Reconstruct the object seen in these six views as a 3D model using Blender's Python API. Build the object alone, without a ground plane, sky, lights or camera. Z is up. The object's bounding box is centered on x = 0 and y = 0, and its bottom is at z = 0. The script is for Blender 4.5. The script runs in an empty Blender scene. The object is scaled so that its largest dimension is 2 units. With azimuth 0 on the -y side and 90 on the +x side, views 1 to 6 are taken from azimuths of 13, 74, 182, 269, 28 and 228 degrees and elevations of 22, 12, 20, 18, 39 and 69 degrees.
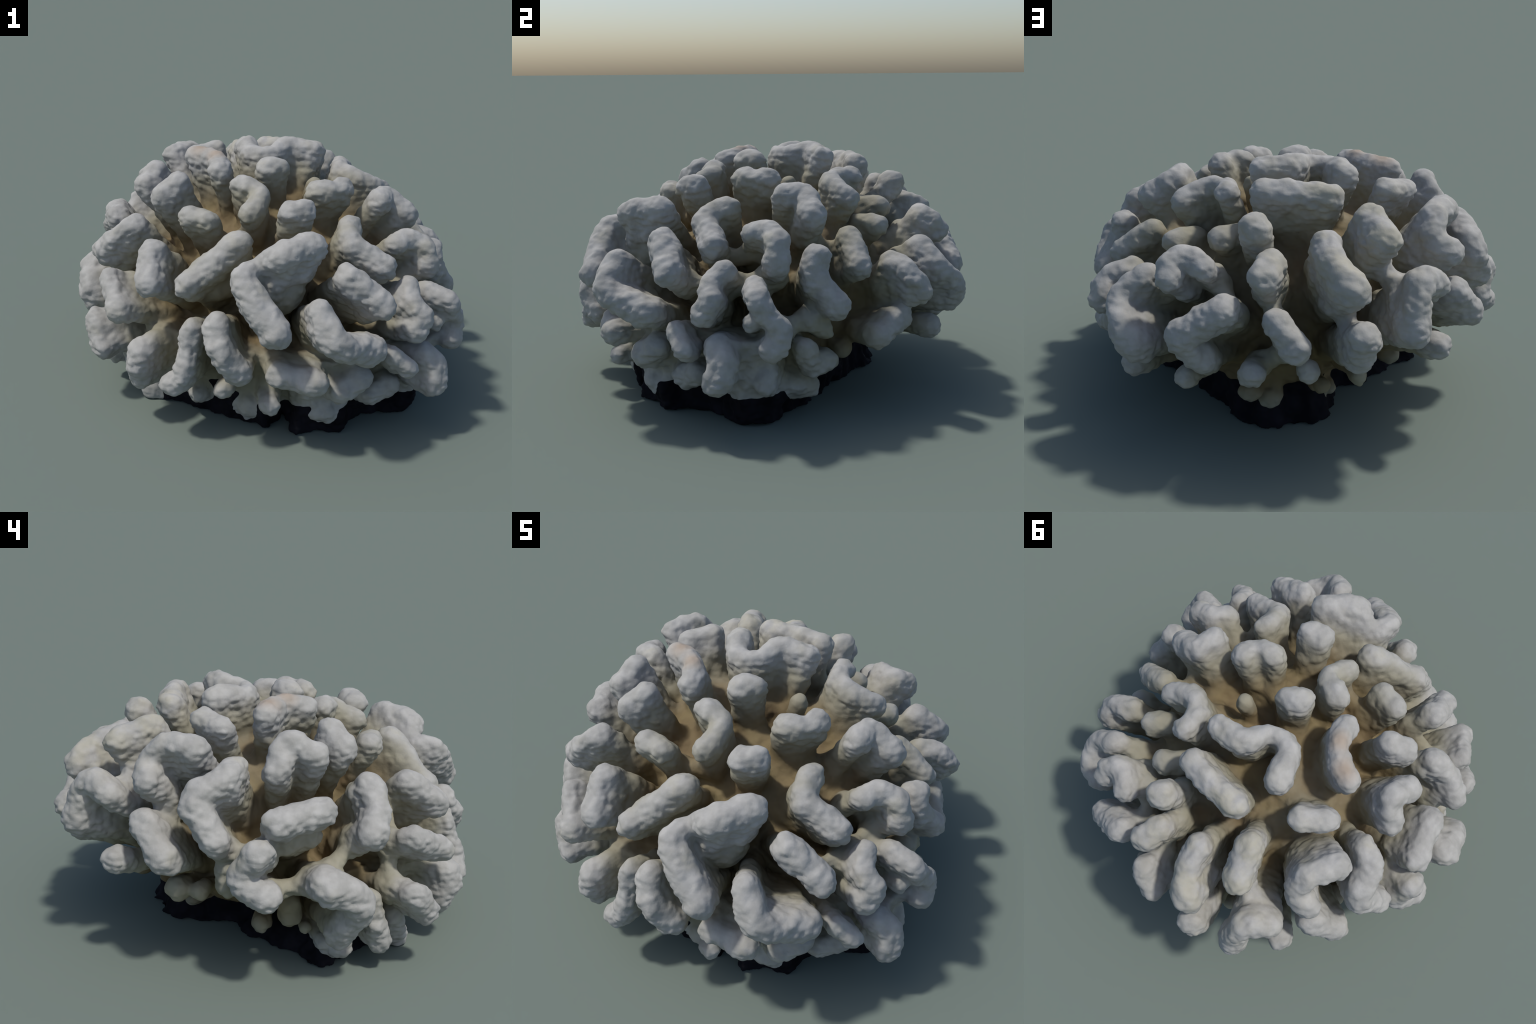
"""A bleached, many-branched stony coral colony on a dark base.

Every branch is described by the crest of its tip: a short meandering spine in 3D
and a tip radius.  From each crest a blade runs down to a domed trunk.  All of them are fused
as one smooth distance field, meshed once, and then separated into named parts.
"""
import bpy
import math
import numpy as np

SEED = 20
VOXEL = 0.0075
rng = np.random.default_rng(SEED)

# ------------------------------------------------------------------ description
HEART = np.array([-0.02, -0.02])                # axis from which the branches radiate: low tips leave it high,
HEART_HEIGHT, HEART_SLOPE = 0.38, 0.32          # high tips leave it low
TRUNK_CENTRE = np.array([0.05, 0.05, 0.50])
TRUNK_SIZE = np.array([0.545, 0.55, 0.38])
TRUNK_DENT = np.array([0.24, 0.02, 0.90])      # hollow in the crown between the tips
TRUNK_DENT_SIZE = np.array([0.27, 0.10, 0.15])
TRUNK_LOBE = np.array([-0.25, 0.10, 0.50])      # second swelling of the trunk
TRUNK_LOBE_SIZE = np.array([0.33, 0.36, 0.37])
PULL = 0.016                                    # crest points were read on the ridge line: sink them a little

# Each branch: (tip radius, crest spine).
CROWN = [  # tips that face the sky
    (.051, [(0.124, 0.257, 1.104, 1.05), (-0.004, 0.240, 1.115, 1.15), (-0.061, 0.125, 1.097, .9), (-0.159, 0.101, 1.087, .95), (-0.209, 0.170, 1.094), (-0.242, 0.254, 1.094, 1.12)]),
    (.052, [(-0.267, -0.158, 1.064), (-0.296, -0.075, 1.085, .95), (-0.351, -0.015, 1.085, .92), (-0.454, 0.030, 1.070, 1.05)]),
    (.054, [(0.103, 0.445, 1.052, 1.1), (-0.041, 0.459, 1.061), (-0.180, 0.453, 1.049, 1.05)]),
    (.053, [(-0.426, 0.290, 1.047), (-0.507, 0.211, 1.027)]),
    (.061, [(0.003, -0.064, 1.077), (-0.046, -0.093, 1.079)]),
    (.047, [(0.178, 0.060, 0.982)]),
    (.055, [(0.340, -0.093, 1.025), (0.297, -0.173, 1.028, .88), (0.232, -0.188, 1.026)]),
    (.062, [(0.212, -0.408, 0.988), (0.165, -0.434, 0.986)]),
    (.051, [(-0.039, -0.413, 0.953, 1.08), (-0.029, -0.291, 1.014), (-0.139, -0.243, 1.028)]),
    (.062, [(-0.458, -0.254, 1.000), (-0.517, -0.302, 0.945)]),
    (.056, [(-0.652, -0.178, 0.953), (-0.630, -0.065, 0.996), (-0.699, -0.015, 0.900)]),
    (.055, [(-0.669, 0.321, 0.981, 1.1), (-0.614, 0.454, 0.982), (-0.624, 0.510, 0.908), (-0.691, 0.519, 0.859, 1.05)]),
    (.06, [(-0.344, 0.525, 0.990), (-0.404, 0.674, 0.943, 1.05)]),
    (.068, [(0.124, 0.638, 0.959)]),
    (.05, [(0.472, 0.260, 0.943, 1.05), (0.365, 0.216, 0.993), (0.277, 0.258, 1.010, .95), (0.261, 0.360, 1.021)]),
    (.056, [(0.528, -0.075, 0.981), (0.543, 0.016, 0.974), (0.654, 0.019, 0.901, 1.08)]),
]
SHOULDER = [  # ring below the crown
    (.056, [(-0.235, -0.453, 0.904, 1.08), (-0.331, -0.450, 0.908, 1.08)]),
    (.062, [(-0.804, -0.194, 0.775, .92), (-0.880, -0.012, 0.744, 1.05)]),
    (.056, [(-0.695, 0.158, 0.916, .95), (-0.777, 0.200, 0.891), (-0.815, 0.316, 0.819, 1.1), (-0.882, 0.242, 0.668, 1.05)]),
    (.06, [(-0.165, 0.691, 0.927, .95), (-0.205, 0.804, 0.868), (-0.272, 0.859, 0.798, 1.28)]),
    (.062, [(0.043, 0.735, 0.859, .9), (0.069, 0.821, 0.814, 1.05)]),
    (.056, [(0.484, 0.404, 0.808), (0.410, 0.340, 0.800)]),
    (.055, [(0.272, 0.509, 0.863), (0.200, 0.440, 0.860)]),
    (.056, [(0.623, 0.209, 0.778), (0.765, 0.208, 0.678)]),
    (.054, [(0.641, -0.251, 0.836), (0.697, -0.194, 0.843), (0.767, -0.183, 0.814), (0.798, -0.197, 0.725, 1.05)]),
    (.056, [(0.428, -0.310, 0.924, .95), (0.444, -0.422, 0.876), (0.604, -0.433, 0.783, 1.12)]),
    (.062, [(0.474, -0.637, 0.796), (0.636, -0.634, 0.683)]),
    (.062, [(0.298, -0.612, 0.904, 1.1), (0.182, -0.729, 0.880, 1.05), (0.089, -0.715, 0.818, .72), (0.046, -0.821, 0.783), (0.226, -0.923, 0.602, 1.08)]),
    (.062, [(-0.042, -0.583, 0.870), (-0.241, -0.734, 0.684)]),
    (.06, [(-0.453, -0.600, 0.782, .95), (-0.430, -0.734, 0.678, 1.08)]),
    (.057, [(-0.624, -0.407, 0.814, 1.15), (-0.713, -0.438, 0.750, .85), (-0.791, -0.403, 0.664, 1.05)]),
    (.053, [(0.460, 0.746, 0.763), (0.454, 0.706, 0.817), (0.401, 0.680, 0.839), (0.314, 0.734, 0.816)]),
    (.055, [(-0.529, 0.848, 0.629, 1.08), (-0.533, 0.811, 0.766, .95), (-0.562, 0.761, 0.821), (-0.623, 0.689, 0.775, 1.05)]),
    (.058, [(0.264, -0.640, 0.807), (0.183, -0.690, 0.786), (0.142, -0.700, 0.725), (0.182, -0.650, 0.639), (0.222, -0.630, 0.697)]),
]
FLANK = [  # tips around the widest part
    (.058, [(0.804, -0.011, 0.745), (0.812, -0.029, 0.666), (0.871, 0.051, 0.546, 1.1)]),
    (.058, [(0.391, -0.827, 0.695, .95), (0.482, -0.887, 0.587, 1.1), (0.614, -0.735, 0.506, 1.15)]),
    (.05, [(-0.682, -0.592, 0.607), (-0.575, -0.751, 0.508, 1.08)]),
    (.054, [(-0.933, 0.058, 0.637, 1.1), (-0.921, 0.136, 0.524), (-0.959, 0.032, 0.458, 1.05)]),
    (.055, [(0.677, 0.403, 0.665, .95), (0.777, 0.443, 0.631), (0.792, 0.494, 0.544, 1.08)]),
    (.056, [(0.570, 0.592, 0.714, .95), (0.677, 0.637, 0.626), (0.661, 0.725, 0.551), (0.591, 0.741, 0.462, 1.2)]),
    (.062, [(0.222, 0.864, 0.692), (0.388, 0.855, 0.572, 1.05), (0.302, 0.805, 0.442, .9)]),
    (.054, [(0.015, 0.902, 0.676, .95), (-0.025, 0.930, 0.634), (-0.074, 0.949, 0.578, 1.05)]),
    (.062, [(-0.329, 0.917, 0.631, 1.05), (-0.322, 0.866, 0.517)]),
    (.066, [(-0.659, 0.664, 0.498)]),
    (.06, [(-0.724, 0.530, 0.690), (-0.816, 0.447, 0.562)]),
    (.05, [(0.735, -0.408, 0.695, .9), (0.744, -0.476, 0.646), (0.819, -0.495, 0.588), (0.785, -0.522, 0.524, 1.08)]),
    (.05, [(0.823, -0.301, 0.637), (0.923, -0.314, 0.597), (0.959, -0.226, 0.462), (0.953, -0.266, 0.396, 1.05)]),
    (.045, [(0.870, -0.329, 0.495)]),
    (.056, [(-0.062, -0.866, 0.576, .95), (-0.014, -0.924, 0.467), (0.055, -0.887, 0.372, 1.05)]),
    (.055, [(-0.143, -0.600, 0.630), (-0.042, -0.540, 0.672)]),
    (.05, [(-0.760, -0.062, 0.610), (-0.720, -0.159, 0.639)]),
    (.046, [(-0.772, 0.189, 0.503), (-0.774, 0.192, 0.419)]),
    (.042, [(-0.560, 0.125, 0.645)]),
]
SKIRT = [  # short tips under the overhang
    (.062, [(-0.926, -0.209, 0.499, 1.12), (-0.893, -0.355, 0.397), (-0.820, -0.280, 0.222, .95)]),
    (.05, [(-0.189, -0.835, 0.530, .9), (-0.204, -0.911, 0.308), (-0.263, -0.898, 0.259)]),
    (.058, [(-0.389, -0.645, 0.374, .8), (-0.447, -0.821, 0.345), (-0.447, -0.794, 0.205, .9)]),
    (.055, [(0.222, -0.849, 0.372), (0.400, -0.851, 0.360, 1.05)]),
    (.06, [(0.490, -0.729, 0.279), (0.569, -0.688, 0.329)]),
    (.046, [(0.701, -0.629, 0.439, .9), (0.788, -0.597, 0.366)]),
    (.064, [(0.826, -0.471, 0.382, .9), (0.895, -0.461, 0.322), (0.898, -0.489, 0.255)]),
    (.056, [(-0.758, -0.599, 0.382), (-0.691, -0.676, 0.272)]),
    (.052, [(0.185, -0.816, 0.181)]),
    (.058, [(0.409, -0.667, 0.122)]),
    (.058, [(0.619, -0.571, 0.197), (0.691, -0.521, 0.232)]),
    (.067, [(0.620, 0.626, 0.328)]),
    (.06, [(0.747, 0.415, 0.429), (0.819, 0.278, 0.360)]),
    (.048, [(-0.740, -0.425, 0.346, .9), (-0.735, -0.444, 0.245), (-0.706, -0.475, 0.126)]),
    (.042, [(-0.600, -0.550, 0.205), (-0.470, -0.599, 0.019)]),
    (.05, [(-0.028, -0.820, 0.236)]),
    (.055, [(0.053, -0.698, 0.088)]),
    (.05, [(-0.193, -0.696, 0.113)]),
    (.055, [(0.856, -0.265, 0.209)]),
    (.055, [(0.762, -0.104, 0.165), (0.723, -0.019, 0.129)]),
    (.055, [(0.857, -0.086, 0.344, .9), (0.816, -0.032, 0.256), (0.830, 0.032, 0.278, .8)]),
    (.045, [(0.799, -0.042, 0.460), (0.798, 0.020, 0.416)]),
    (.05, [(0.645, 0.172, 0.262)]),
    (.062, [(0.106, 0.862, 0.420)]),
    (.058, [(0.381, 0.774, 0.348)]),
    (.045, [(-0.124, 0.862, 0.441)]),
    (.04, [(-0.338, 0.706, 0.345)]),
    (.05, [(0.130, 0.571, 0.176)]),
    (.035, [(-0.191, 0.630, 0.248)]),
    (.06, [(-0.672, 0.406, 0.371)]),
    (.045, [(-0.699, 0.313, 0.367)]),
    (.05, [(-0.542, 0.033, 0.135)]),
    (.05, [(-0.656, -0.083, 0.226), (-0.687, -0.072, 0.310)]),
    (.05, [(-0.680, -0.314, 0.084)]),
]
GROUPS = [CROWN, SHOULDER, FLANK, SKIRT]

WEBS = [  # pairs of tips whose stems are joined by a saddle
    ((0.27, 0.51, 0.86), (0.10, 0.44, 1.05)),
    ((0.12, 0.64, 0.96), (0.04, 0.74, 0.86)),
    ((0.07, 0.82, 0.81), (0.02, 0.90, 0.68)),
    ((-0.07, 0.95, 0.58), (0.11, 0.86, 0.42)),
    ((-0.27, 0.86, 0.80), (-0.33, 0.92, 0.63)),
    ((-0.40, 0.67, 0.94), (-0.56, 0.76, 0.82)),
    ((0.64, -0.63, 0.68), (0.74, -0.41, 0.69)),
    ((0.60, -0.43, 0.78), (0.64, -0.25, 0.84)),
    ((0.74, -0.41, 0.69), (0.80, -0.20, 0.72)),
    ((0.80, -0.20, 0.72), (0.82, -0.30, 0.64)),
    ((0.65, 0.02, 0.90), (0.62, 0.21, 0.78)),
    ((-0.88, 0.24, 0.67), (-0.93, 0.06, 0.64)),
    ((-0.96, 0.03, 0.46), (-0.93, -0.21, 0.50)),
    ((-0.88, -0.01, 0.74), (-0.93, 0.06, 0.64)),
    ((-0.79, -0.40, 0.66), (-0.93, -0.21, 0.50)),
    ((-0.68, -0.59, 0.61), (-0.76, -0.60, 0.38)),
    ((0.87, 0.05, 0.55), (0.96, -0.23, 0.46)),
    ((0.22, -0.85, 0.37), (0.18, -0.82, 0.18)),
    ((-0.69, 0.52, 0.86), (-0.72, 0.53, 0.69)),
    ((0.46, 0.75, 0.76), (0.57, 0.59, 0.71)),
    ((0.22, 0.86, 0.69), (0.31, 0.73, 0.82)),
    ((-0.23, -0.45, 0.90), (-0.04, -0.41, 0.95)),
    ((-0.45, -0.60, 0.78), (-0.68, -0.59, 0.61)),
]


# The rounded shell that the free ends reach: height of its widest part and its half extents.
SHELL_HEIGHT, SHELL_WIDE, SHELL_DEEP, SHELL_UP, SHELL_DOWN = 0.36, 0.97, 0.95, 0.80, 0.42

# Outline of the dark base where it stands on the ground.
FOOTPRINT = [(-.02, .57), (-.16, .50), (-.26, .42), (-.25, .30), (-.30, .16), (-.45, .04), (-.60, -.13),
             (-.69, -.22), (-.62, -.33), (-.50, -.42), (-.45, -.57), (-.34, -.60), (-.26, -.62), (-.05, -.65),
             (.14, -.67), (.20, -.56), (.31, -.68), (.46, -.62), (.52, -.46), (.64, -.38), (.76, -.33),
             (.78, -.26), (.68, -.13), (.53, .07), (.40, .20), (.31, .29), (.22, .47), (.12, .55)]
DARK_BASE_HEIGHT = 0.11


# ------------------------------------------------------------------ distance field
LOW = np.array([-1.08, -1.08, -0.05])
HIGH = np.array([1.08, 1.08, 1.24])
SHAPE = np.ceil((HIGH - LOW) / VOXEL).astype(int) + 1
AXES = [LOW[i] + VOXEL * np.arange(SHAPE[i]) for i in range(3)]


def smooth_min(a, b, k):
    h = np.maximum(k - np.abs(a - b), 0.0) / k
    return np.minimum(a, b) - h * h * k * 0.25


def window(lo, hi):
    """Index slices and coordinate arrays of the part of the grid inside a box."""
    s, c = [], []
    for i in range(3):
        a = max(0, int((lo[i] - LOW[i]) / VOXEL))
        b = min(int(SHAPE[i]), int((hi[i] - LOW[i]) / VOXEL) + 2)
        s.append(slice(a, b))
        c.append(AXES[i][a:b].astype(np.float32))
    return tuple(s), (c[0][:, None, None], c[1][None, :, None], c[2][None, None, :])


def taper(c, p, q, rp, rm, rq):
    """Distance to a stem from tip p to foot q with tip, waist and foot radii."""
    d = q - p
    x, y, z = c[0] - p[0], c[1] - p[1], c[2] - p[2]
    t = np.clip((x * d[0] + y * d[1] + z * d[2]) / (d @ d), 0, 1)
    r = np.where(t < 0.35, rp + (rm - rp) * _ease(t / 0.35), rm + (rq - rm) * _ease((t - 0.35) / 0.65))
    return np.sqrt((x - t * d[0]) ** 2 + (y - t * d[1]) ** 2 + (z - t * d[2]) ** 2) - r


def _ease(t):
    t = np.clip(t, 0, 1)
    return t * t * (3 - 2 * t)


def spline(points, step=0.024):
    """Resample a crest (x, y, z, relative thickness) as a Catmull-Rom curve."""
    p = np.array([(*q, 1.0)[:4] for q in points], float)
    if len(p) == 1:
        return p
    e = np.vstack([2 * p[0] - p[1], p, 2 * p[-1] - p[-2]])
    out = []
    for i in range(len(p) - 1):
        a, b, c, d = e[i:i + 4]
        n = max(1, int(round(np.linalg.norm((c - b)[:3]) / step)))
        for t in np.arange(n) / n:
            out.append(0.5 * (2 * b + (c - a) * t + (2 * a - 5 * b + 4 * c - d) * t * t + (3 * b - a - 3 * c + d) * t ** 3))
    return np.array(out + [p[-1]])


def trunk_reach(heart, direction):
    """Distance from the heart to the trunk's surface along a direction."""
    o, q = (heart - TRUNK_CENTRE) / TRUNK_SIZE, direction / TRUNK_SIZE
    a, b, c = q @ q, o @ q, o @ o - 1
    return (-b + math.sqrt(max(b * b - a * c, 0.0))) / a


def branch_field(radius, crest):
    crest = spline(crest)
    crest, thick = crest[:, :3], crest[:, 3]
    heart = np.array([*HEART, min(0.28, HEART_HEIGHT - HEART_SLOPE * crest[:, 2].mean())])
    away = crest - heart
    sink = PULL * (1 - 0.6 * _ease((crest[:, 2:] - 0.9) / 0.15))          # less on the crown
    crest = crest - sink * away / np.linalg.norm(away, axis=1)[:, None]
    mid = crest.mean(0)
    out = mid - heart
    length = np.linalg.norm(out)
    out = out / length
    foot_mid = heart + out * min(trunk_reach(heart, out) * 0.92, length * 0.72)
    feet = foot_mid + (crest - mid) * (0.20 + 0.55 * np.linalg.norm(foot_mid - heart) / length)
    lo = np.minimum(crest.min(0), feet.min(0)) - radius - 0.11
    hi = np.maximum(crest.max(0), feet.max(0)) + radius + 0.11
    s, c = window(lo, hi)
    field = None
    u = np.linspace(-1, 1, len(crest)) if len(crest) > 1 else np.zeros(1)
    thick = thick * (0.96 + 0.08 * u ** 4) * np.convolve(rng.uniform(0.92, 1.08, len(crest) + 2), [0.25, 0.5, 0.25], "valid")
    stout = 0.71 + 0.17 * float(_ease((mid[2] - 0.75) / 0.2))             # the crown has stouter stems
    for p, q, w in zip(crest, feet, thick):
        d = taper(c, p, q, 0.97 * radius * w, radius * w * stout, radius * 0.84)
        field = d if field is None else smooth_min(field, d, 0.02)
    return s, field


def polygon_field(poly, x, y):
    """Signed distance in the plane to a closed polygon, negative inside."""
    p = np.array(poly, float)
    best, inside = np.full(np.broadcast(x, y).shape, 9.0), np.zeros(np.broadcast(x, y).shape, bool)
    for a, b in zip(p, np.roll(p, -1, 0)):
        d = b - a
        t = np.clip(((x - a[0]) * d[0] + (y - a[1]) * d[1]) / (d @ d), 0, 1)
        best = np.minimum(best, np.hypot(x - a[0] - t * d[0], y - a[1] - t * d[1]))
        crosses = (a[1] > y) != (b[1] > y)
        inside ^= crosses & (x < a[0] + (y - a[1]) / (d[1] if d[1] else 1e-9) * d[0])
    return np.where(inside, -best, best)


X, Y, Z = (a.astype(np.float32) for a in (AXES[0][:, None, None], AXES[1][None, :, None], AXES[2][None, None, :]))

TRUNK, DARK_BASE = 0, 1


def ellipsoid(centre, size):
    r = np.sqrt(((X - centre[0]) / size[0]) ** 2 + ((Y - centre[1]) / size[1]) ** 2 + ((Z - centre[2]) / size[2]) ** 2)
    return ((r - 1) * size.min()).astype(np.float32)


trunk = smooth_min(ellipsoid(TRUNK_CENTRE, TRUNK_SIZE), ellipsoid(TRUNK_LOBE, TRUNK_LOBE_SIZE), 0.08)
trunk = -smooth_min(-trunk, ellipsoid(TRUNK_DENT, TRUNK_DENT_SIZE), 0.04)
foot = polygon_field(FOOTPRINT, AXES[0][:, None], AXES[1][None, :]).astype(np.float32)[:, :, None]
foot = foot + 0.018 * np.sin(23 * X + 11 * Y + 5 * Z) * np.sin(19 * Y - 13 * X + 17 * Z) + 0.010 * np.sin(51 * X - 23 * Y) * np.sin(47 * Y + 29 * X)
shy = _ease((Y - X + 0.1) / 0.5)                # the far left side is recessed under the overhang
bold = _ease((X - Y - 0.4) / 0.5)               # the opposite side comes forward
pedestal = np.maximum(foot + 0.11 * shy - 0.02 * bold - 0.12 * Z, Z - 0.40).astype(np.float32)      # stalk between base and dome
trunk = smooth_min(trunk, pedestal, 0.10)
foot = np.maximum(foot + (0.10 + 0.5 * shy) * np.maximum(Z, 0), Z - DARK_BASE_HEIGHT)

branches = np.full(tuple(SHAPE), 0.5, np.float32)
nearest = np.full(tuple(SHAPE), 0.5, np.float32)
owner = np.zeros(tuple(SHAPE), np.int16)
ALL = [b for group in GROUPS for b in group]
# small stubs round the recessed side of the foot, where the overhang hides it
ring = np.array(FOOTPRINT)
for k in range(26):
    a = rng.integers(len(ring))
    x, y = ring[a] + rng.uniform(0, 1) * (ring[(a + 1) % len(ring)] - ring[a])
    if y - x > 0.15:
        grow = rng.uniform(0.90, 1.06)
        ALL.append((rng.uniform(0.028, 0.044), [(x * grow, y * grow, rng.uniform(0.09, 0.24))]))
for i, (radius, crest) in enumerate(ALL):
    s, f = branch_field(radius, crest)
    f = f.astype(np.float32)
    branches[s] = smooth_min(branches[s], f, 0.022)
    closer = f < nearest[s]
    nearest[s] = np.where(closer, f, nearest[s])
    owner[s] = np.where(closer, i + 2, owner[s])

WEB_DEPTH, WEB_RADIUS = 0.155, 0.042
for a, b in WEBS:
    ends = []
    for p in (a, b):
        p = np.array(p)
        heart = np.array([*HEART, min(0.28, HEART_HEIGHT - HEART_SLOPE * p[2])])
        ends.append(p - WEB_DEPTH * (p - heart) / np.linalg.norm(p - heart))
    s, c = window(np.minimum(*ends) - 0.16, np.maximum(*ends) + 0.16)
    trunk[s] = smooth_min(trunk[s], taper(c, *ends, WEB_RADIUS, WEB_RADIUS * 0.8, WEB_RADIUS).astype(np.float32), 0.05)

owner[(trunk < nearest - 0.015)] = TRUNK
owner[(foot < nearest - 0.004) & (Z < DARK_BASE_HEIGHT + 0.05) & (owner != TRUNK)] = DARK_BASE
owner[(np.minimum(foot, pedestal) < nearest - 0.004) & (Z < 0.145 + 0.03 * _ease(Y / 0.3) + 0.045 * np.sin(9 * X + 5 * Y) * np.sin(7 * Y - 4 * X))] = DARK_BASE  # lowest part of the coral turns near-black below a wavy height
body = smooth_min(smooth_min(trunk, foot, 0.06), branches, 0.055)

body = np.maximum(body, -Z)


# ------------------------------------------------------------------ meshing (surface nets)
def surface_nets(field):
    inside = field < 0
    n = np.array(field.shape)
    corner = [(i, j, k) for i in (0, 1) for j in (0, 1) for k in (0, 1)]
    count = np.zeros(n - 1, np.int8)
    for i, j, k in corner:
        count += inside[i:n[0] - 1 + i, j:n[1] - 1 + j, k:n[2] - 1 + k]
    cells = np.argwhere((count > 0) & (count < 8))
    index = np.full(n - 1, -1, np.int32)
    index[tuple(cells.T)] = np.arange(len(cells))
    values = np.stack([field[cells[:, 0] + i, cells[:, 1] + j, cells[:, 2] + k] for i, j, k in corner], 1)
    total, hits = np.zeros((len(cells), 3)), np.zeros(len(cells))
    for a in range(8):
        for axis in range(3):
            if corner[a][axis]:
                continue
            b = a + (4, 2, 1)[axis]
            va, vb = values[:, a], values[:, b]
            cut = (va < 0) != (vb < 0)
            t = np.where(cut, va / np.where(cut, va - vb, 1), 0)
            p = np.tile(np.array(corner[a], float), (len(cells), 1))
            p[:, axis] += t
            total[cut] += p[cut]
            hits[cut] += 1
    verts = (cells + total / hits[:, None]) * VOXEL + LOW
    faces = []
    for axis in range(3):
        u, v = (axis + 1) % 3, (axis + 2) % 3
        a = [slice(None)] * 3
        b = [slice(None)] * 3
        a[axis], b[axis] = slice(0, -1), slice(1, None)
        change = inside[tuple(a)] != inside[tuple(b)]
        e = np.argwhere(change)
        e = e[(e[:, u] > 0) & (e[:, v] > 0) & (e[:, u] < n[u] - 1) & (e[:, v] < n[v] - 1)]
        starts = inside[tuple(e.T)]
        ring = []
        for du, dv in ((1, 1), (0, 1), (0, 0), (1, 0)):
            c = e.copy()
            c[:, u] -= du
            c[:, v] -= dv
            ring.append(index[tuple(c.T)])
        quad = np.stack(ring, 1)
        quad[~starts] = quad[~starts][:, ::-1]
        faces.append(quad)
    return verts, np.vstack(faces), owner[tuple(cells.T)]


def connected(verts, faces):
    """Keep the largest connected piece only."""
    label = np.arange(len(verts))
    while True:
        low = label[faces].min(1)
        new = label.copy()
        for c in range(4):
            np.minimum.at(new, faces[:, c], low)
        new = new[new]
        if (new == label).all():
            break
        label = new
    ids, n = np.unique(label, return_counts=True)
    return label == ids[n.argmax()]


def relax(verts, faces, rounds, amount):
    """Laplacian smoothing to take the grid's steps out."""
    for _ in range(rounds):
        total, hits = np.zeros_like(verts), np.zeros(len(verts))
        for c in range(4):
            for other in (faces[:, (c + 1) % 4], faces[:, (c + 3) % 4]):
                for k in range(3):
                    total[:, k] += np.bincount(faces[:, c], verts[other, k], len(verts))
                hits += np.bincount(faces[:, c], minlength=len(verts))
        verts = verts + amount * (total / hits[:, None] - verts)
    return verts


verts, faces, part = surface_nets(body)
keep = connected(verts, faces)
faces = faces[keep[faces[:, 0]]]
new_index = np.cumsum(keep) - 1
verts, part, faces = verts[keep], part[keep], new_index[faces]
verts = relax(verts, faces, 2, 0.5)


# ------------------------------------------------------------------ surface relief
def lattice(seed, i, j, k):
    """Hash of integer cells to numbers in 0..1."""
    h = (i * 374761393 + j * 668265263 + k * 2147483647 + seed * 1274126177) & 0xFFFFFFFF
    h = ((h ^ (h >> 13)) * 1274126177) & 0xFFFFFFFF
    h = ((h ^ (h >> 16)) * 2246822519) & 0xFFFFFFFF
    return ((h ^ (h >> 15)) & 0xFFFFFF) / float(0xFFFFFF)


def value_noise(p, seed):
    """Smooth noise in -1..1 at points p."""
    c = np.floor(p).astype(np.int64)
    f = p - c
    f = f * f * f * (f * (f * 6 - 15) + 10)
    total = 0
    for i in (0, 1):
        for j in (0, 1):
            for k in (0, 1):
                w = (f[:, 0] if i else 1 - f[:, 0]) * (f[:, 1] if j else 1 - f[:, 1]) * (f[:, 2] if k else 1 - f[:, 2])
                total = total + w * lattice(seed, c[:, 0] + i, c[:, 1] + j, c[:, 2] + k)
    return total * 2 - 1


def warts(p, seed):
    """Height of rounded bumps, one per cell, 0..1."""
    c = np.floor(p).astype(np.int64)
    best = np.full(len(p), 9.0)
    for i in (-1, 0, 1):
        for j in (-1, 0, 1):
            for k in (-1, 0, 1):
                q = c + (i, j, k)
                d = 0
                for axis in range(3):
                    d = d + (q[:, axis] + lattice(seed + axis, *q.T) - p[:, axis]) ** 2
                best = np.minimum(best, d)
    return np.maximum(0, 1 - best / 0.55)


def vertex_normals(verts, faces):
    n = np.cross(verts[faces[:, 2]] - verts[faces[:, 0]], verts[faces[:, 3]] - verts[faces[:, 1]])
    out = np.stack([sum(np.bincount(faces[:, c], n[:, k], len(verts)) for c in range(4)) for k in range(3)], 1)
    return out / np.maximum(np.linalg.norm(out, axis=1), 1e-12)[:, None]


def even_border(verts, faces, dark, rounds=10):
    """Smooth the line where the dark base meets the pale skeleton."""
    edges = np.concatenate([faces[:, [i, (i + 1) % 4]] for i in range(4)])
    owner_dark = np.tile(dark, 4)
    key = np.sort(edges, 1)
    order = np.lexsort((key[:, 1], key[:, 0]))
    key, owner_dark = key[order], owner_dark[order]
    same = (key[1:] == key[:-1]).all(1) & (owner_dark[1:] != owner_dark[:-1])
    line = key[1:][same]
    for _ in range(rounds):
        total, hits = np.zeros_like(verts), np.zeros(len(verts))
        for a, b in ((0, 1), (1, 0)):
            hits += np.bincount(line[:, a], minlength=len(verts))
            for k in range(3):
                total[:, k] += np.bincount(line[:, a], verts[line[:, b], k], len(verts))
        on = hits >= 2
        verts = verts.copy()
        verts[on] = 0.5 * verts[on] + 0.5 * total[on] / hits[on][:, None]
    return verts


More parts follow.
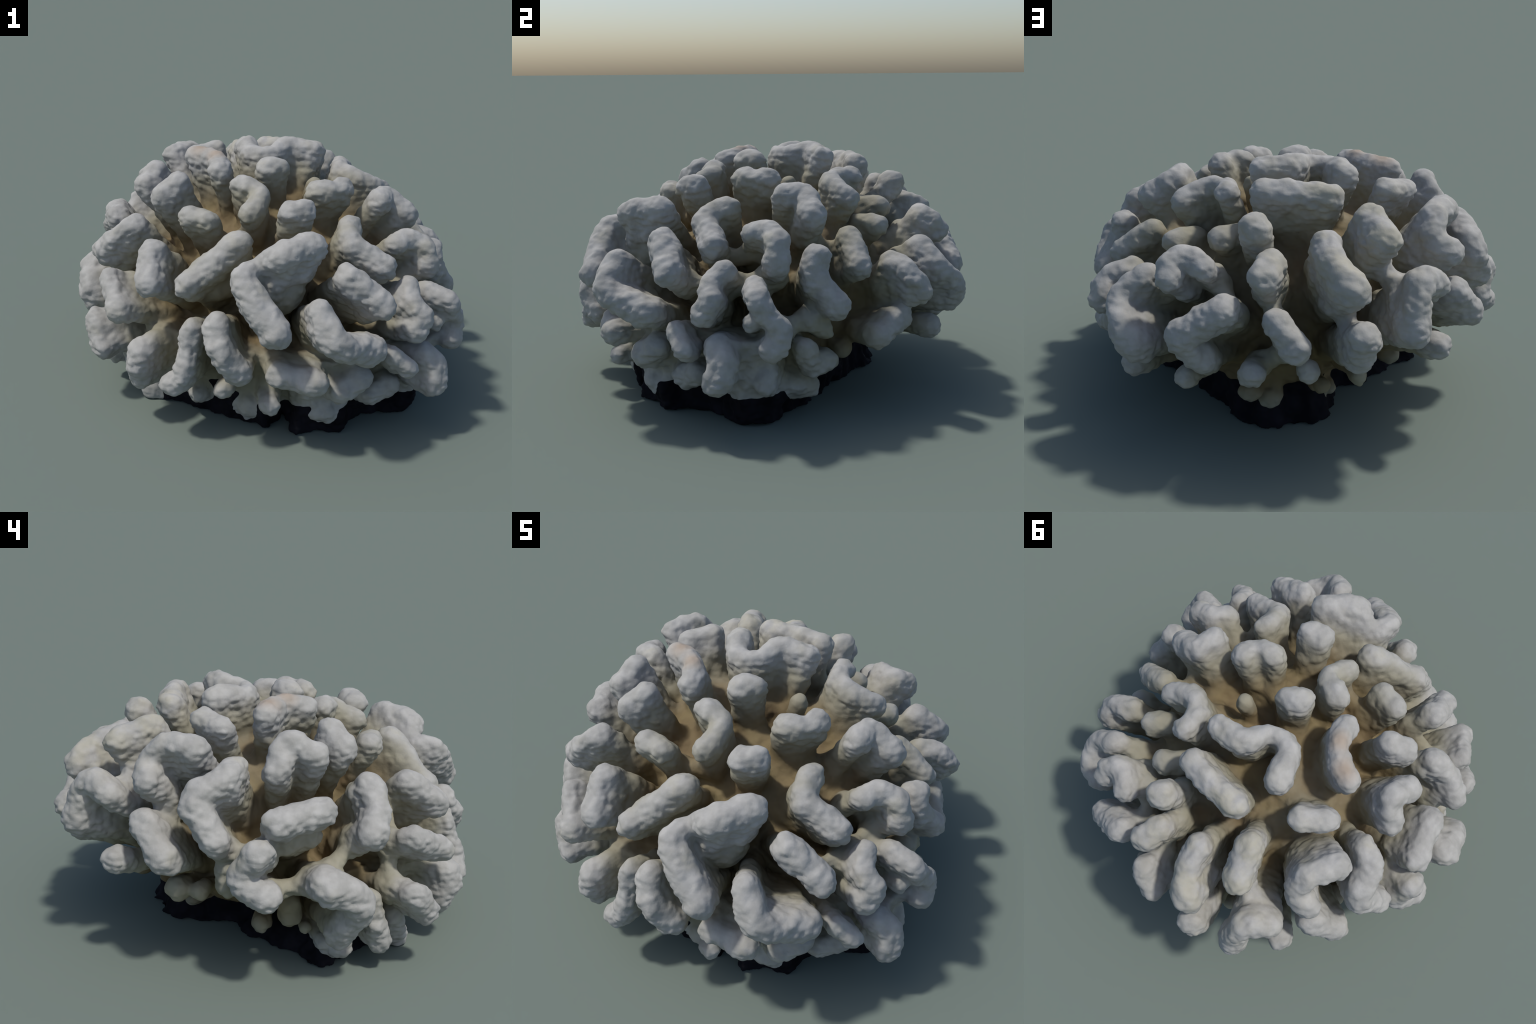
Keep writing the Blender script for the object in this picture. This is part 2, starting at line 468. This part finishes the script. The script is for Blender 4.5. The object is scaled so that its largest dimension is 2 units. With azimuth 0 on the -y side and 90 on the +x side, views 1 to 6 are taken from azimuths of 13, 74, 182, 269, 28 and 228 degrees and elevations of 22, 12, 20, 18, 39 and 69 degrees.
face_part = np.sort(part[faces], 1)[:, 2]          # a face takes the middle one of its corners' labels
labels, sizes = np.unique(face_part, return_counts=True)
face_part[np.isin(face_part, labels[sizes < 150])] = TRUNK     # stubs that are all but buried
verts = even_border(verts, faces, face_part == DARK_BASE)
normal = vertex_normals(verts, faces)
lift = verts[:, 2] - SHELL_HEIGHT
shell = np.sqrt((verts[:, 0] / SHELL_WIDE) ** 2 + (verts[:, 1] / SHELL_DEEP) ** 2 + np.minimum(lift / SHELL_UP, lift / SHELL_DOWN) ** 2)
outer = _ease((shell - 0.72) / 0.16)                          # the free ends are rougher than the stems
under = _ease((0.62 - normal[:, 2]) / 0.7)                    # growth ledges sit on the flanks, tops are smooth
height = 0.0035 * value_noise(verts / 0.095, 11) + 0.0075 * value_noise(verts / 0.055, 1) + 0.0034 * value_noise(verts / 0.024, 2)
height += outer * (0.25 + 0.75 * under) * (0.0068 * warts(verts / (0.034, 0.034, 0.024), 3) - 0.0025)
height += outer * under * 0.0034 * value_noise(verts / (0.05, 0.05, 0.014), 7)
verts = verts + normal * height[:, None]
verts[:, 2] = np.maximum(verts[:, 2], 0.002 * value_noise(verts / 0.03, 9))
verts[:, 2] -= verts[:, 2].min()


# ------------------------------------------------------------------ materials
def new_material(name):
    m = bpy.data.materials.new(name)
    m.use_nodes = True
    t = m.node_tree
    return m, t, t.nodes["Principled BSDF"]


def node(t, kind, **inputs):
    n = t.nodes.new(kind)
    for k, v in inputs.items():
        setattr(n, k, v)
    return n


def ramp(t, stops):
    n = t.nodes.new("ShaderNodeValToRGB")
    e = n.color_ramp.elements
    while len(e) < len(stops):
        e.new(0.5)
    for x, (p, c) in zip(e, stops):
        x.position = p
        x.color = (*c, 1)
    return n


def noise(t, vector, scale, detail=4.0, rough=0.55):
    n = t.nodes.new("ShaderNodeTexNoise")
    n.inputs["Scale"].default_value = scale
    n.inputs["Detail"].default_value = detail
    n.inputs["Roughness"].default_value = rough
    t.links.new(vector, n.inputs["Vector"])
    return n.outputs["Fac"]


def math_node(t, op, a, b=None):
    n = t.nodes.new("ShaderNodeMath")
    n.operation = op
    for i, v in enumerate((a, b)):
        if v is None:
            continue
        if isinstance(v, (int, float)):
            n.inputs[i].default_value = v
        else:
            t.links.new(v, n.inputs[i])
    return n.outputs[0]


def mix(t, fac, a, b):
    n = t.nodes.new("ShaderNodeMix")
    n.data_type = "RGBA"
    for sock, v in ((n.inputs[0], fac), (n.inputs[6], a), (n.inputs[7], b)):
        if isinstance(v, tuple):
            sock.default_value = (*v, 1)
        elif isinstance(v, (int, float)):
            sock.default_value = v
        else:
            t.links.new(v, sock)
    return n.outputs[2]


def spot(t, at, place, inner, outer):
    """1 within the inner distance of a place, 0 beyond the outer one."""
    d = node(t, "ShaderNodeVectorMath", operation="DISTANCE")
    t.links.new(at, d.inputs[0])
    d.inputs[1].default_value = place
    m = t.nodes.new("ShaderNodeMapRange")
    m.inputs["From Min"].default_value, m.inputs["From Max"].default_value = outer, inner
    t.links.new(d.outputs["Value"], m.inputs["Value"])
    return m.outputs[0]


WHITE, GREY, BEIGE, OCHRE, RUST = (.378, .374, .358), (.305, .302, .285), (.188, .15, .078), (.37, .345, .25), (.31, .225, .15)
OLIVE = (.275, .262, .20)


def skeleton_material():
    """Chalky white tips over tan, unbleached stems and hollows."""
    m, t, bsdf = new_material("coral_skeleton")
    at = t.nodes.new("ShaderNodeTexCoord").outputs["Object"]
    # shell radius: 1 on the rounded outline that the tips reach
    mp = t.nodes.new("ShaderNodeMapping")
    mp.inputs["Location"].default_value = (0.0, 0.0, -SHELL_HEIGHT)
    t.links.new(at, mp.inputs["Vector"])
    sep, com = t.nodes.new("ShaderNodeSeparateXYZ"), t.nodes.new("ShaderNodeCombineXYZ")
    t.links.new(mp.outputs[0], sep.inputs[0])
    x, y, z = sep.outputs
    above, below = math_node(t, "DIVIDE", z, SHELL_UP), math_node(t, "DIVIDE", z, SHELL_DOWN)
    for k, v in enumerate((math_node(t, "DIVIDE", x, SHELL_WIDE), math_node(t, "DIVIDE", y, SHELL_DEEP), math_node(t, "MINIMUM", above, below))):
        t.links.new(v, com.inputs[k])
    ln = node(t, "ShaderNodeVectorMath", operation="LENGTH")
    t.links.new(com.outputs[0], ln.inputs[0])
    shell = math_node(t, "ADD", ln.outputs["Value"], math_node(t, "MULTIPLY", math_node(t, "SUBTRACT", noise(t, at, 7.0), 0.5), 0.16))
    bleach = ramp(t, [(0.66, (0, 0, 0)), (0.86, (1, 1, 1))])
    chalk = ramp(t, [(0.83, (0, 0, 0)), (0.97, (1, 1, 1))])
    for mask in (bleach, chalk):
        mask.color_ramp.interpolation = "EASE"
        t.links.new(shell, mask.inputs[0])
    mott = ramp(t, [(0.35, GREY), (0.65, WHITE)])
    t.links.new(noise(t, at, 16.0, 5.0), mott.inputs[0])
    ochre = ramp(t, [(0.60, (0, 0, 0)), (0.78, (.55, .55, .55))])
    t.links.new(noise(t, at, 4.2, 3.0), ochre.inputs[0])
    tips = mix(t, ochre.outputs[0], mott.outputs[0], OCHRE)
    # yellow-stained shoulder and the rusty stains along one crest
    yellow = spot(t, at, (-0.22, 0.62, 0.95), 0.18, 0.55)
    patchy = ramp(t, [(0.38, (0, 0, 0)), (0.62, (.55, .55, .55))])
    t.links.new(noise(t, at, 9.0, 3.0), patchy.inputs[0])
    tips = mix(t, math_node(t, "MULTIPLY", yellow, patchy.outputs[0]), tips, OCHRE)
    for place, size in (((-0.31, -0.06, 1.12), 0.075), ((-0.42, 0.02, 1.12), 0.085)):
        stain = math_node(t, "MULTIPLY", spot(t, at, place, 0.015, size), 0.6)
        tips = mix(t, stain, tips, RUST)
    stems = ramp(t, [(0.3, (.15, .11, .06)), (0.7, BEIGE)])
    t.links.new(noise(t, at, 6.0, 4.0), stems.inputs[0])
    tips = mix(t, chalk.outputs[0], OLIVE, tips)
    colour = mix(t, bleach.outputs[0], stems.outputs[0], tips)
    t.links.new(colour, bsdf.inputs["Base Color"])
    bsdf.inputs["Roughness"].default_value = 0.85
    bsdf.inputs["Specular IOR Level"].default_value = 0.25
    bump = t.nodes.new("ShaderNodeBump")
    bump.inputs["Strength"].default_value = 0.25
    bump.inputs["Distance"].default_value = 0.006
    t.links.new(noise(t, at, 60.0, 4.0), bump.inputs["Height"])
    t.links.new(bump.outputs[0], bsdf.inputs["Normal"])
    return m


def dark_base_material():  # mottled near-black colour for the lowest part of the coral
    m, t, bsdf = new_material("dark_base_surface")
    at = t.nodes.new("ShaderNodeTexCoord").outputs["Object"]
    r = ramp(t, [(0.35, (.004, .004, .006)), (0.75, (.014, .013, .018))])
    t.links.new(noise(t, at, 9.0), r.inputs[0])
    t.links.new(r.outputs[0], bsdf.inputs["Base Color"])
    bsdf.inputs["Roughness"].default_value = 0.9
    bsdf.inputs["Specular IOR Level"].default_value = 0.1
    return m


SKELETON, DARK = skeleton_material(), dark_base_material()

# ------------------------------------------------------------------ parts
whole = bpy.data.meshes.new("whole")
whole.from_pydata(verts.tolist(), [], faces.tolist())
whole.update()
normals = np.empty(len(verts) * 3, np.float32)
whole.vertices.foreach_get("normal", normals)
normals = normals.reshape(-1, 3)
bpy.data.meshes.remove(whole)

coral = bpy.data.objects.new("stony_coral", None)
coral["label"] = "dome of stubby white stony coral branches on dark base"
coral["category"] = "coral"
bpy.context.scene.collection.objects.link(coral)

for p in np.unique(face_part):
    f = faces[face_part == p]
    used, local = np.unique(f, return_inverse=True)
    name = {TRUNK: "trunk", DARK_BASE: "dark_base"}.get(int(p), "branch")
    me = bpy.data.meshes.new(name)
    me.from_pydata(verts[used].tolist(), [], local.reshape(f.shape).tolist())
    me.polygons.foreach_set("use_smooth", np.ones(len(f), bool))
    me.materials.append(DARK if p == DARK_BASE else SKELETON)
    me.update()
    me.normals_split_custom_set_from_vertices(normals[used].tolist())
    ob = bpy.data.objects.new(name, me)
    ob.parent = coral
    bpy.context.scene.collection.objects.link(ob)
